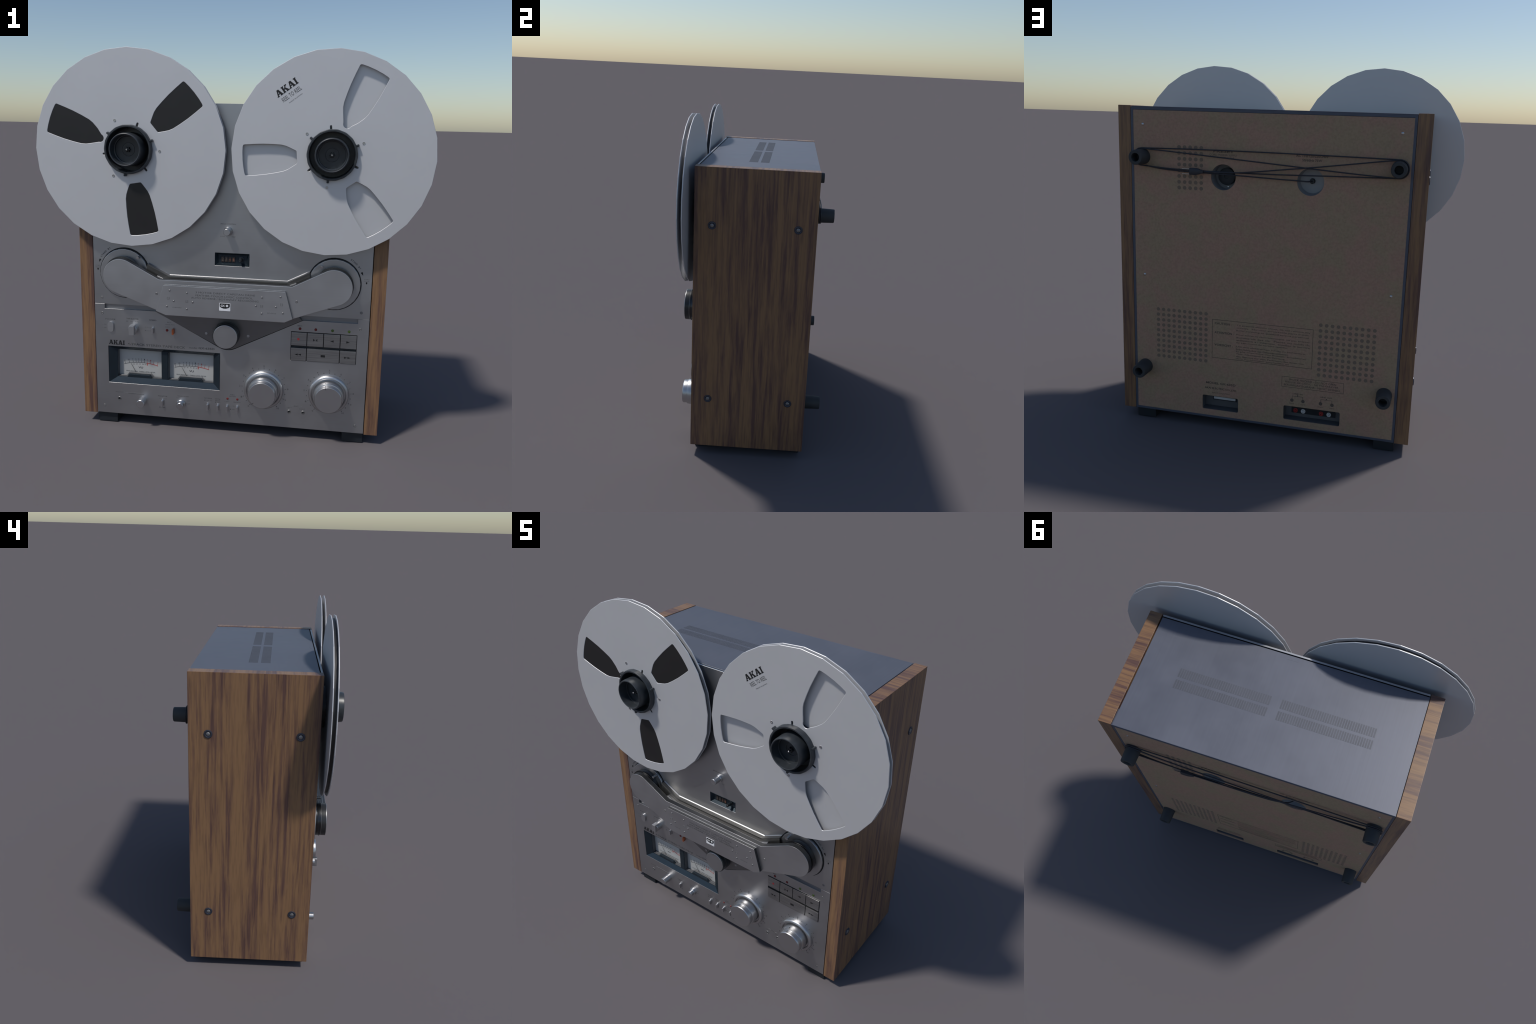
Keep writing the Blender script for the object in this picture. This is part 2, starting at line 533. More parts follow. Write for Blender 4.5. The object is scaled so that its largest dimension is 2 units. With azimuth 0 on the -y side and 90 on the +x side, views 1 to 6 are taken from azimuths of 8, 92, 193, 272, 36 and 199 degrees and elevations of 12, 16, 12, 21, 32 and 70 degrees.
bmesh.ops.recalc_face_normals(bm, faces=bm.faces)
bevel_sharp(bm, 0.0012, 2)
vplate = finish(bm, 'capstan_plate', VPLATE, ROOT, 30, True)
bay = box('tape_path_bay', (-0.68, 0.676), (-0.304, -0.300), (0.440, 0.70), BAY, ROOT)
for x in (-0.1160, 0.1078):
    lathe('plate_screw', [(0.0, -0.3272), (0.0035, -0.3272), (0.004, -0.3282), (0.0070, -0.3280), (0.0078, -0.3240)], x, 0.5605, PANEL, vplate, 20)

screws = [(-0.6894, 0.7202), (-0.6894, 0.6334), (0.6846, 0.7199), (0.6846, 0.6325), (-0.6896, 0.1010), (0.6843, 0.0995)]
for x, z in screws:
    lathe('panel_screw', [(0.0, FRONT - 0.0006), (0.0034, FRONT - 0.0006), (0.0038, FRONT - 0.0010), (0.0066, FRONT - 0.0010), (0.0080, FRONT + 0.0005)], x, z, SCREWM, ROOT, 20)

# =====================================================================  reels
def cutout(a, notch):
    """one window of a reel flange, in polar form round the reel axis"""
    side = [(0.432, 10.0), (0.385, 11.2), (0.338, 12.5), (0.290, 13.7), (0.248, 14.7), (0.225, 14.4), (0.205, 13.1), (0.187, 11.5), (0.172, 9.8)]
    lft = [(r, a + d) for r, d in side]
    rgt = [(r, a - d) for r, d in reversed(side)]
    pts = [(r * cos(radians(t)), r * sin(radians(t))) for r, t in lft]
    if notch:
        cxn, czn = 0.1585 * cos(radians(a + 1)), 0.1585 * sin(radians(a + 1))
        pts = pts[:-1]
        base = a + 180
        pts += [(cxn + 0.0195 * cos(radians(base + d)), czn + 0.0195 * sin(radians(base + d))) for d in range(-85, 86, 17)]
        rgt = rgt[1:]
    pts += [(r * cos(radians(t)), r * sin(radians(t))) for r, t in rgt]
    # outer arc back to the start
    pts += [(0.4335 * cos(radians(a + t)), 0.4335 * sin(radians(a + t))) for t in (-8.5, -5, 0, 5, 8.5)]
    return pts

def soften(pts, r=0.006):
    """round the sharp corners of an outline"""
    out = []
    n = len(pts)
    for i in range(n):
        p0, p, p1 = Vector(pts[i - 1]), Vector(pts[i]), Vector(pts[(i + 1) % n])
        d0, d1 = (p0 - p), (p1 - p)
        if d0.length > 1e-6 and d1.length > 1e-6 and d0.angle(d1) < radians(135):
            k0, k1 = min(r, d0.length * 0.45), min(r, d1.length * 0.45)
            a, b = p + d0.normalized() * k0, p + d1.normalized() * k1
            out += [tuple(a), tuple(a * 0.25 + p * 0.5 + b * 0.25), tuple(b)]
        else:
            out.append(tuple(p))
    return out

def reel(cx, cz, phase, wins, notch_i, slots, nubs, rivets, tape_r):
    e = empty('reel', ROOT)
    R = 0.4895
    for k, (y0, y1) in enumerate(((-0.3812, -0.3760), (-0.3560, -0.3505))):
        loops = [[(cx + x, cz + z) for x, z in circle(0, 0, R, 28, phase)]]
        loops.append(circle(cx, cz, 0.1110, 24))
        for i, a in enumerate(wins):
            if k == 0:
                loops.append([(cx + x, cz + z) for x, z in soften(cutout(a, i == notch_i), 0.005)])
        if k == 0:
            for a in slots:
                c = 0.131
                pts = []
                ca = radians(a)
                for lx, lz in [(-0.012, -0.0050), (0.003, -0.0050), (0.0066, -0.0036), (0.0080, 0.0), (0.0066, 0.0036), (0.003, 0.0050), (-0.012, 0.0050)]:
                    rr = c + lx
                    pts.append((cx + rr * cos(ca) - lz * sin(ca), cz + rr * sin(ca) + lz * cos(ca)))
                loops.append(pts)
        plate_prism('flange', loops, y0, y1, REELM, e, 0.0013)
    # winding core and tape pack (a full pack shows almost flush in the windows)
    yf = -0.3792 if tape_r > 0.2 else -0.3755
    lathe('tape_pack' if tape_r > 0.2 else 'winding_core', [(0.1115, yf), (tape_r, yf), (tape_r, -0.3565), (0.1115, -0.3565)], cx, cz,
          TAPE if tape_r > 0.2 else BLACKP, e, 56)
    for a in rivets:
        lathe('rivet', [(0.0, -0.3818), (0.0036, -0.3818), (0.0042, -0.3832), (0.0066, -0.3832), (0.0072, -0.3805)],
              cx + 0.157 * cos(radians(a)), cz + 0.157 * sin(radians(a)), CHROME, e, 20)
    # hub clamp: scalloped outer ring, inner cup standing proud, splined spindle on its floor
    scal = lambda a, r, y: 1 + (0.010 * (0.5 + 0.5 * cos(18 * a)) if r > 0.115 else 0)
    ring = lathe('hub_ring', [(0.1210, -0.3775), (0.1205, -0.4040), (0.1175, -0.4085), (0.1115, -0.4085), (0.1090, -0.4060), (0.1080, -0.3300), (0.080, -0.3300)],
                 cx, cz, HUBM, e, 72, 0, scal)
    for a in nubs:
        bm = bmesh.new()
        add_box(bm, -0.012, 0.012, -0.0055, 0.0055, -0.013, 0.013)
        bevel_sharp(bm, 0.003, 2)
        bmesh.ops.rotate(bm, verts=bm.verts, matrix=Matrix.Rotation(pi / 2, 3, 'X'))
        bmesh.ops.rotate(bm, verts=bm.verts, matrix=Matrix.Rotation(-radians(a), 3, 'Y'))
        bmesh.ops.translate(bm, verts=bm.verts, vec=(cx + 0.1225 * cos(radians(a)), -0.391, cz + 0.1225 * sin(radians(a))))
        finish(bm, 'hub_lug', HUBM, e)
    lathe('hub_cup', [(0.0845, -0.3305), (0.0825, -0.4400), (0.0800, -0.4490), (0.0770, -0.4505), (0.0735, -0.4490), (0.0725, -0.4440),
                      (0.0700, -0.4030), (0.0655, -0.4020), (0.0640, -0.3920), (0.0340, -0.3910), (0.0330, -0.3925), (0.0310, -0.3925), (0.0305, -0.3905), (0.0, -0.3905)],
          cx, cz, HUBM, e, 48)
    sp = lambda a, r, y: 1 + (0.28 * cos(6 * a) if r > 0.006 else 0)
    lathe('spindle', [(0.0110, -0.3900), (0.0108, -0.4030), (0.0095, -0.4045), (0.0045, -0.4050), (0.0042, -0.4180), (0.0, -0.4190)], cx, cz, BLACKP, e, 48, 0, sp)
    lathe('spindle_tip', [(0.0046, -0.412), (0.0046, -0.4195), (0.0032, -0.4210), (0.0, -0.4212)], cx, cz, CHROME, e, 20)
    # spindle shaft between the reel and the front panel
    lathe('turntable', [(0.095, FRONT + 0.001), (0.095, -0.3230), (0.1125, -0.3240), (0.1125, -0.3495), (0.1085, -0.3495)], cx, cz, BLACKP, e, 40)
    return e

HX, HZ = 0.503, 1.5105
left_reel = reel(-HX, HZ, radians(90.6), (160, 40, -80), 0, (70, -49, -169), (143, 21, -98), (117, -2, -122), 0.470)
right_reel = reel(HX, HZ, radians(88.0), (65, 185, 305), 0, (95, -25, -145), (143, 22, -97), (142, 22, -97), 0.132)

# maker's lettering: wide slab-serif capitals drawn as outlines in a unit box
GLYPH = {
    'A': [[(0.0, 0), (0.36, 0), (0.36, 0.14), (0.29, 0.14), (0.34, 0.28), (0.62, 0.28), (0.67, 0.14), (0.58, 0.14), (0.58, 0), (1.08, 0), (1.08, 0.14), (0.99, 0.14), (0.70, 1.0), (0.38, 1.0), (0.09, 0.14), (0.0, 0.14)],
          [(0.39, 0.42), (0.57, 0.42), (0.48, 0.70)]],
    'K': [[(0.0, 0), (0.44, 0), (0.44, 0.14), (0.36, 0.14), (0.36, 0.36), (0.46, 0.46), (0.66, 0.14), (0.58, 0.14), (0.58, 0), (1.08, 0), (1.08, 0.14), (0.99, 0.14), (0.66, 0.64), (0.90, 0.86), (1.0, 0.86), (1.0, 1.0), (0.60, 1.0), (0.60, 0.86), (0.68, 0.86), (0.36, 0.54), (0.36, 0.86), (0.44, 0.86), (0.44, 1.0), (0.0, 1.0), (0.0, 0.86), (0.08, 0.86), (0.08, 0.14), (0.0, 0.14)]],
    'I': [[(0.0, 0), (0.46, 0), (0.46, 0.14), (0.37, 0.14), (0.37, 0.86), (0.46, 0.86), (0.46, 1.0), (0.0, 1.0), (0.0, 0.86), (0.09, 0.86), (0.09, 0.14), (0.0, 0.14)]],
}

def logo(x, z, w, h, y, rot, parent):
    adv = {'A': 1.14, 'K': 1.14, 'I': 0.46}
    total = sum(adv[c] for c in 'AKAI')
    k = w / total
    c, s = cos(radians(rot)), sin(radians(rot))
    bm = bmesh.new()
    pen = 0
    for ch in 'AKAI':
        loops = []
        for lp in GLYPH[ch]:
            o = []
            for a, b in lp:
                u, q = (pen + a) * k, b * h
                o.append((x + u * c - q * s, z + u * s + q * c))
            loops.append(o)
        t = tessellate_polygon([[Vector((p[0], p[1], 0)) for p in lp] for lp in loops])
        vs = [bm.verts.new((p[0], y - 0.0007, p[1])) for lp in loops for p in lp]
        for tri in t:
            try:
                bm.faces.new([vs[i] for i in tri])
            except ValueError:
                pass
        pen += adv[ch]
    for f in bm.faces:
        f.normal_update()
        if f.normal.y > 0:
            f.normal_flip()
    me = bpy.data.meshes.new('maker_logo')
    bm.to_mesh(me)
    bm.free()
    return link('maker_logo', me, PRINT, parent, 0)

FY = -0.3813
ang = math.degrees(atan2(1.8414 - 1.7714, 0.3309 - 0.2355))
logo(0.2355, 1.7714, 0.1185, 0.0315, FY, ang, right_reel)
text('REEL TO REEL', (0.2629 + 0.3484 - 0.012) / 2, (1.7505 + 1.8129 + 0.017) / 2, 0.0205, GREYPRINT, right_reel, w=0.106, y=FY, rot=ang, bold=0.0)
text('MADE IN JAPAN', 0.3200, 1.7705, 0.0060, GREYPRINT, right_reel, w=0.074, y=FY, rot=ang)

# =====================================================================  tape path: discs, rollers, arm plate, head cover
AX = -0.0085
DZ = 0.8630
# raised rim behind the arm plate
rim = [(AX - 0.4185, 0.9226), (AX - 0.3060, 0.8652), (AX + 0.3120, 0.8650), (AX + 0.4260, 0.9226), (AX + 0.44, 0.80), (AX + 0.33, 0.72), (AX - 0.33, 0.72), (AX - 0.44, 0.80)]
head = empty('tape_guide', ROOT)
prism('raised_rim', [rim], FRONT + 0.001, -0.3450, RIM, head, 0.0025, 2)
# fillet at the rim joint, angled and kept pale to draw the sun glint
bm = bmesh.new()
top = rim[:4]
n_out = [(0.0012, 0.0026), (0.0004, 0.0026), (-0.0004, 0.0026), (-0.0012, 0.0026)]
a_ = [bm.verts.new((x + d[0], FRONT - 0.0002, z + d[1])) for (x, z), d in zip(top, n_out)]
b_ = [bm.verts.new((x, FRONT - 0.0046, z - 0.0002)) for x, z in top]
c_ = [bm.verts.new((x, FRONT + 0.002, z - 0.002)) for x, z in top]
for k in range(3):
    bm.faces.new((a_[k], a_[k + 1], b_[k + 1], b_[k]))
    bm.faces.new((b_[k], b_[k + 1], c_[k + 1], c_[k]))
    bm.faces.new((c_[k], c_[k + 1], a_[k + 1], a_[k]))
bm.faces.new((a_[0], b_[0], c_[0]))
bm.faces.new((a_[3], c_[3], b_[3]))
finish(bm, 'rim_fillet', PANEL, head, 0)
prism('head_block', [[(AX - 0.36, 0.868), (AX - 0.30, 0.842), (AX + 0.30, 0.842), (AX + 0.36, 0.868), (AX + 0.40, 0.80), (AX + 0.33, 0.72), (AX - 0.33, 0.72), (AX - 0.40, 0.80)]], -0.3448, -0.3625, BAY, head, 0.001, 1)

def arm_outline():
    r = 0.0920
    ex = 0.5500
    ez = 0.8600
    pts = []
    # right end, from lower tangent round to upper tangent
    right = arc(AX + ex, ez, r, -68, 116, 22)
    pts += [(AX + 0.3105, 0.6735), (AX + 0.366, 0.6945)]
    pts += right
    pts += [(AX + 0.3430, 0.8552)]
    left = [(2 * AX - x, z) for x, z in reversed(pts)]
    return pts + left

def dark_sides(ob):
    """give the side faces of the plates the dark colour"""
    ob.data.materials.append(EDGE)
    for p in ob.data.polygons:
        if abs(p.normal.y) < 0.35:
            p.material_index = 1
    return ob

plate = prism('arm_plate', [arm_outline()], -0.3625, -0.3935, COVERM, head, 0.0022, 2, smooth=30)
cov = [(AX - 0.3030, 0.6735), (AX + 0.3110, 0.6735), (AX + 0.3512, 0.6930), (AX + 0.3125, 0.8322), (AX - 0.3155, 0.8322), (AX - 0.3545, 0.6930)]
dark_sides(plate)
cover = prism('head_cover', [cov], -0.3937, -0.4135, COVERM, head, 0.0016, 2)
dark_sides(cover)
for x in (-0.3650, 0.3590):
    lathe('cover_screw', [(0.0, -0.3942), (0.0028, -0.3942), (0.0032, -0.3950), (0.0058, -0.3950), (0.0070, -0.3930)], x, 0.7795, SCREWM, head, 18)

for s in (-1, 1):
    dx = AX + s * 0.5500
    lathe('disc_dark_ring', [(0.1365, FRONT + 0.001), (0.1365, FRONT - 0.0012), (0.10, FRONT - 0.0012)], dx, DZ, PRINT, head, 48)
    lathe('tension_disc', [(0.1270, FRONT - 0.001), (0.1315, -0.3195), (0.1318, -0.3260), (0.1310, -0.3290), (0.1295, -0.3307), (0.1280, -0.3310), (0.1270, -0.3310), (0.0, -0.3310)],
          dx, DZ, PANEL, head, 26, radians(4))
    lathe('roller', [(0.0930, -0.3305), (0.0945, -0.3330), (0.0945, -0.3540), (0.0975, -0.3550), (0.0975, -0.3590), (0.0900, -0.3600), (0.0860, -0.3600), (0.0860, -0.3630)],
          dx, DZ - 0.001, DRUM, head, 48)
    px = -0.4735 if s < 0 else 0.4747
    lathe('guide_pin', [(0.0062, -0.3305), (0.0062, -0.3600), (0.0075, -0.3625), (0.0075, -0.3650), (0.0, -0.3655)], px, 0.9555, CHROME, head, 20)

CY = -0.4136
# head cover printing, pins and badge
text('3 MOTOR DIRECT CAPSTAN DRIVE', -0.0015, 0.8045, 0.0095, GREYPRINT, cover, w=0.305, y=CY)
text('FEATHER-TOUCH LOGIC CONTROL', -0.0065, 0.7890, 0.0095, GREYPRINT, cover, w=0.294, y=CY)
text('AUTO REVERSE / BOTHWAY RECORDING', -0.0040, 0.7750, 0.0095, GREYPRINT, cover, w=0.346, y=CY)
prism('badge', [rrect(-0.0313, 0.0263, 0.7160, 0.7565, 0.002, 2)], CY, CY - 0.0012, BADGEW, cover)
bcx = -0.0025
prism('badge_shield', [[(bcx - 0.026, 0.7545), (bcx - 0.026, 0.739), (bcx - 0.019, 0.7325), (bcx - 0.006, 0.7285), (bcx + 0.006, 0.7285), (bcx + 0.019, 0.7325), (bcx + 0.026, 0.739), (bcx + 0.026, 0.7545)]],
      CY - 0.0012, CY - 0.0018, PRINT, cover)
text('GX', bcx - 0.010, 0.7430, 0.0115, BADGEW, cover, w=0.0215, y=CY - 0.0018, bold=0.03)
prism('badge_mark', [rrect(bcx + 0.006, bcx + 0.018, 0.7375, 0.7488, 0.003, 2)], CY - 0.0018, CY - 0.0026, BADGEW, cover)
pins = [(-0.2899, 0.8061), (-0.1991, 0.7986), (-0.2686, 0.7517), (-0.1688, 0.7511), (-0.3042, 0.7216), (-0.1990, 0.7130),
        (0.1868, 0.7968), (0.2792, 0.8050), (0.1564, 0.7517), (0.2575, 0.7520), (0.1862, 0.7135), (0.2939, 0.7219)]
for x, z in pins:
    lathe('cover_pin', [(0.0052, CY + 0.001), (0.0050, CY - 0.0014), (0.0034, CY - 0.0030), (0.0, CY - 0.0036)], x, z, SCREWM, cover, 18)
for x, z in ((-0.2973, 0.7656), (0.2862, 0.7663), (-0.1990, 0.7532), (0.1858, 0.7519)):
    prism('head_symbol', [rrect(x - 0.0065, x + 0.0065, z - 0.007, z + 0.007), rrect(x - 0.0045, x + 0.0045, z - 0.005, z - 0.0005), rrect(x - 0.0045, x + 0.0045, z + 0.001, z + 0.0055)],
          CY, CY - 0.0006, FAINT, cover)
text('FORWARD', -0.2504, 0.7182, 0.0055, FAINT, cover, w=0.046, y=CY)
text('REVERSE', 0.2373, 0.7178, 0.0055, FAINT, cover, w=0.046, y=CY)

# capstan knob
cap = lathe('capstan_knob', [(0.0690, -0.3040), (0.0690, -0.3560), (0.0665, -0.3580), (0.0665, -0.3615), (0.0690, -0.3635), (0.0680, -0.3800), (0.0640, -0.3850), (0.0600, -0.3850)],
            KX, KZ, BLACKP, ROOT, 40)
lathe('knob_cap', [(0.0632, -0.3835), (0.0632, -0.3850), (0.0615, -0.3862), (0.0, -0.3862)], KX, KZ, PANEL, cap, 40)

# =====================================================================  pitch control, tape counter
def metal_knob(name, x, z, r, y1, parent, base_r=None, base_d=0.008, mat=KNOBM, flutes=0):
    wob = (lambda a, rr, y: 1 + (0.02 * cos(flutes * a) if rr > r * 0.9 else 0)) if flutes else None
    k = lathe(name, [(r, FRONT + 0.001), (r, y1 + 0.002), (r - 0.002, y1), (0.0, y1)], x, z, mat, parent, 48 if flutes else 32, 0, wob)
    if base_r:
        lathe('collar', [(base_r, FRONT + 0.001), (base_r, FRONT - base_d + 0.002), (base_r - 0.002, FRONT - base_d), (0.0, FRONT - base_d)], x, z, CHROME, k, 32)
    return k

metal_knob('pitch_knob', -0.0065, 1.1105, 0.0175, -0.3665, ROOT, 0.0225, 0.009, flutes=16)
text('PITCH CONTROL', -0.006, 1.1465, 0.0062, GREYPRINT, ROOT, w=0.080)
text('SLOW', -0.036, 1.0815, 0.0055, FAINT, ROOT, w=0.024)
text('FAST', 0.022, 1.0815, 0.0055, FAINT, ROOT, w=0.020)

def sloped_recess(name, outer, inner, y0, y1, mat, parent, windows=(), floor=True):
    """four sloping walls from the panel plane in to y1, and a floor plate with windows"""
    bm = bmesh.new()
    o = [bm.verts.new((x, y0, z)) for x, z in rrect(*outer)]
    i = [bm.verts.new((x, y1, z)) for x, z in rrect(*inner)]
    for k in range(4):
        j = (k + 1) % 4
        bm.faces.new((o[k], o[j], i[j], i[k]))
    me_ob = finish(bm, name, mat, parent, 0)
    me = me_ob.data
    bmx = bmesh.new()
    bmx.from_mesh(me)
    cxm, czm = (outer[0] + outer[1]) / 2, (outer[2] + outer[3]) / 2
    for f in bmx.faces:
        f.normal_update()
        c = f.calc_center_median()
        if f.normal.dot(Vector((cxm - c.x, 0, czm - c.z))) < 0:
            f.normal_flip()
    bmx.to_mesh(me)
    bmx.free()
    me_ob.modifiers.new('thick', 'SOLIDIFY').thickness = -0.001
    if floor:
        prism(name + '_floor', [rrect(*inner)] + [rrect(*w) for w in windows], y1, y1 + 0.0015, mat, me_ob)
    return me_ob

cnt = sloped_recess('counter_window', (COUNTER[0] + 0.0012, COUNTER[1] - 0.0012, COUNTER[2] + 0.0012, COUNTER[3] - 0.0012),
                    (-0.0600, 0.0890, 0.9400, 0.9850), FRONT + 0.0008, -0.2990, GLOSSB, ROOT)
for i in range(4):
    x = -0.0370 + i * 0.0190
    box('digit_wheel', (x - 0.0078, x + 0.0078), (-0.3015, -0.2985), (0.9455, 0.9740), DIGITD, cnt, 0.0015)
    text('2741'[i], x, 0.9597, 0.0170, DIGITR if i >= 2 else DIGITL, cnt, w=0.0080, y=-0.3016)
lathe('reset_button', [(0.0125, -0.2985), (0.0125, -0.3020), (0.0085, -0.3040), (0.0080, -0.3340), (0.0065, -0.3360), (0.0, -0.3360)], 0.0600, 0.9640, BLACKP, cnt, 24)

# =====================================================================  VU meters
MY = -0.2970
wins = ((-0.6150, -0.3690, 0.2715, 0.4290), (-0.3300, -0.0815, 0.2715, 0.4290))
mframe = sloped_recess('meter_bezel', (METER[0] + 0.0012, METER[1] - 0.0012, METER[2] + 0.0012, METER[3] - 0.0012),
                       (-0.6160, -0.0805, 0.2700, 0.4300), FRONT + 0.0008, MY, GLOSSB, ROOT, wins)
box('mullion', (wins[0][1] + 0.004, wins[1][0] - 0.004), (MY - 0.0020, MY), (0.2705, 0.4295), GLOSSB, mframe, 0.001)
for wx0, wx1, wz0, wz1 in wins:
    wc = (wx0 + wx1) / 2
    met = box('meter_card', (wx0 - 0.006, wx1 + 0.006), (-0.2700, -0.2670), (wz0 - 0.006, wz1 + 0.006), WHITE, mframe)
    prism('meter_tunnel', [rrect(wx0 - 0.006, wx1 + 0.006, wz0 - 0.006, wz1 + 0.006), rrect(wx0, wx1, wz0, wz1)], MY + 0.0016, -0.2702, GREYIN, met)
    yc = -0.2702
    # scale: arc of radius R whose top is at zt
    R, zt, ac = 0.34, 0.3475, wc - 0.002
    zc = zt - R
    def strip(r0, r1, a0, a1, mat, nm):
        n = 14
        prism(nm, [arc(ac, zc, r1, a0, a1, n) + list(reversed(arc(ac, zc, r0, a0, a1, n)))], yc, yc - 0.0006, mat, met)
    strip(R, R + 0.0022, 106.2, 84.5, GREYPRINT, 'scale_line')
    strip(R - 0.0006, R + 0.0034, 84.4, 73.6, REDP, 'scale_line')
    marks = [(105, '20'), (101, '10'), (97.4, '7'), (94.6, '5'), (92.0, '3'), (89.4, '2'), (86.8, '1'), (84.2, '0'), (81.2, '1'), (78.2, '2'), (74.6, '3')]
    for a, s in marks:
        red = a < 84.3
        ca, sa = cos(radians(a)), sin(radians(a))
        p = [(ac + ca * r - sa * w, zc + sa * r + ca * w) for r, w in ((R + 0.002, -0.0009), (R + 0.002, 0.0009), (R + 0.0125, 0.0009), (R + 0.0125, -0.0009))]
        prism('scale_tick', [p], yc, yc - 0.0006, REDP if red else GREYPRINT, met)
        text(s, ac + ca * (R + 0.0195), zc + sa * (R + 0.0195), 0.0085, REDP if red else GREYPRINT, met, w=0.0085 if len(s) > 1 else 0.0048, y=yc, rot=a - 90)
    for k, a in enumerate((97, 94, 91, 88, 85.5)):
        text(str(20 + 20 * k), ac + cos(radians(a)) * (R - 0.008), zc + sin(radians(a)) * (R - 0.008), 0.0055, FAINT, met, w=0.0085, y=yc, rot=a - 90)
    prism('scale_mark', [rrect(ac + 0.0335, ac + 0.0395, zt - 0.0135, zt - 0.0015)], yc, yc - 0.0006, REDP, met)
    text('VU', wc - 0.0035, 0.3195, 0.0105, GREYPRINT, met, w=0.026, y=yc, bold=0.02)
    text('PEAK-READING  STEREO LEVEL METER', wc - 0.004, 0.2955, 0.0055, GREYPRINT, met, w=0.165, y=yc)
    prism('needle', [[(wc - 0.0577, 0.3415), (wc - 0.0563, 0.3420), (wc - 0.0158, 0.2700), (wc - 0.0185, 0.2690)]], -0.2745, -0.2755, GREYPRINT, met)
    bx = wc - 0.001
    prism('needle_shroud', [[(bx - 0.072, 0.2690), (bx - 0.060, 0.2870), (bx + 0.056, 0.2870), (bx + 0.072, 0.2690)]], -0.2985, -0.2840, GLOSSB, met, 0.002, 2)
    prism('shroud_ledge', [[(wx0, 0.2690), (wx0, 0.2755), (bx - 0.076, 0.2755), (bx - 0.064, 0.2925), (bx + 0.060, 0.2925), (bx + 0.078, 0.2755), (wx1, 0.2755), (wx1, 0.2690)]], -0.2838, -0.2765, GREYIN, met, 0.0015, 1)

# maker's name line
logo(-0.6562, 0.4600, 0.0885, 0.0255, FRONT, 0, ROOT)
text('4-TRACK STEREO TAPE DECK', -0.3920, 0.4685, 0.0130, GREYPRINT, ROOT, w=0.320, bold=0.02)
text('model', -0.1890, 0.4715, 0.0105, GREYPRINT, ROOT, w=0.044)
text('GX-635D', -0.1160, 0.4725, 0.0120, GREYPRINT, ROOT, w=0.088, bold=0.03)

# =====================================================================  switches
power = prism('power_button', [stadium(-0.6425, 0.5610, 0.0320, 0.0560)], FRONT + 0.001, -0.3265, COVERM, ROOT, 0.002, 2)
text('POWER', -0.6447, 0.6015, 0.0072, GREYPRINT, ROOT, w=0.056)
text('\u2014 ON', -0.6815, 0.5706, 0.0055, FAINT, ROOT, w=0.024)
text('\u2014 OFF', -0.6815, 0.5520, 0.0055, FAINT, ROOT, w=0.026)

sel = lathe('selector_knob', [(0.0255, FRONT + 0.001), (0.0250, -0.3490), (0.0230, -0.3510), (0.0, -0.3510)], -0.5140, 0.5590, KNOBM, ROOT, 36)
prism('grip', [rrect(-0.5290, -0.4995, 0.5335, 0.5845, 0.004, 3)], -0.3300, -0.3640, COVERM, sel, 0.002, 2)
text('TAPE SELECTOR', -0.5225, 0.6110, 0.0072, GREYPRINT, ROOT, w=0.067)
text('EE   LN   SLN', -0.5225, 0.5965, 0.0055, FAINT, ROOT, w=0.068)

def toggle(x, z, w=0.0165, h=0.0420, mat=KNOBM, lift=0.0165, name='lever_switch'):
    t = prism(name, [stadium(x, z, w + 0.003, h)], FRONT + 0.0005, FRONT - 0.0025, CHROME, ROOT, 0.001, 2)
    prism('lever', [stadium(x - 0.001, z - 0.003, w * 0.72, h * 0.80)], FRONT - 0.0020, FRONT - lift, mat, t, 0.002, 2)
    return t

toggle(-0.4093, 0.5575)
text('SPEED', -0.4100, 0.6105, 0.0068, GREYPRINT, ROOT, w=0.040)
text('\u25a1 7 1/2', -0.4380, 0.5685, 0.0060, FAINT, ROOT, w=0.031)
text('\u25a0 3 3/4', -0.4380, 0.5505, 0.0060, FAINT, ROOT, w=0.031)
toggle(-0.2955, 0.5600, 0.0150, 0.0400, ORANGE)

def lamp(x, z, mat, r=0.0062, name='lamp'):
    return lathe(name, [(r + 0.0012, FRONT + 0.001), (r + 0.0012, FRONT - 0.0008), (r, FRONT - 0.0010), (r * 0.75, FRONT - 0.0030), (0.0, FRONT - 0.0038)], x, z, mat, ROOT, 20)

lamp(-0.3315, 0.5597, RED)
text('REC', -0.3190, 0.6045, 0.0055, FAINT, ROOT, w=0.024)
text('CANCEL MUTE', -0.3165, 0.5920, 0.0050, FAINT, ROOT, w=0.052)
text('AUTO', -0.3300, 0.5775, 0.0045, FAINT, ROOT, w=0.026)

# =====================================================================  transport keys
kb = box('key_well', (BTN[0] + 0.0004, BTN[1] - 0.0004), (FRONT + 0.0100, FRONT + 0.0135), (BTN[2] + 0.0004, BTN[3] - 0.0004), BLACKP, ROOT)
bxs = [0.3318, 0.4150, 0.5004, 0.5858, 0.6706]
def key(x0, x1, z0, z1):
    return box('transport_key', (x0 + 0.0018, x1 - 0.0018), (FRONT + 0.0105, FRONT - 0.0045), (z0, z1), BUTTON, kb, 0.0012, 2)
for i in range(4):
    key(bxs[i], bxs[i + 1], 0.5255, 0.5965)
key(bxs[0], bxs[1], 0.4432, 0.5120)
key(bxs[1], bxs[3], 0.4432, 0.5120)
key(bxs[3], bxs[4], 0.4432, 0.5120)
KY = FRONT - 0.0046
def tri_sym(x, z, w, h, d):
    prism('key_symbol', [[(x - d * w / 2, z - h / 2), (x - d * w / 2, z + h / 2), (x + d * w / 2, z)]], KY, KY - 0.0005, PRINT, kb)
def bar_sym(x, z, w, h, mat=PRINT):
    prism('key_symbol', [rrect(x - w / 2, x + w / 2, z - h / 2, z + h / 2)], KY, KY - 0.0005, mat, kb)
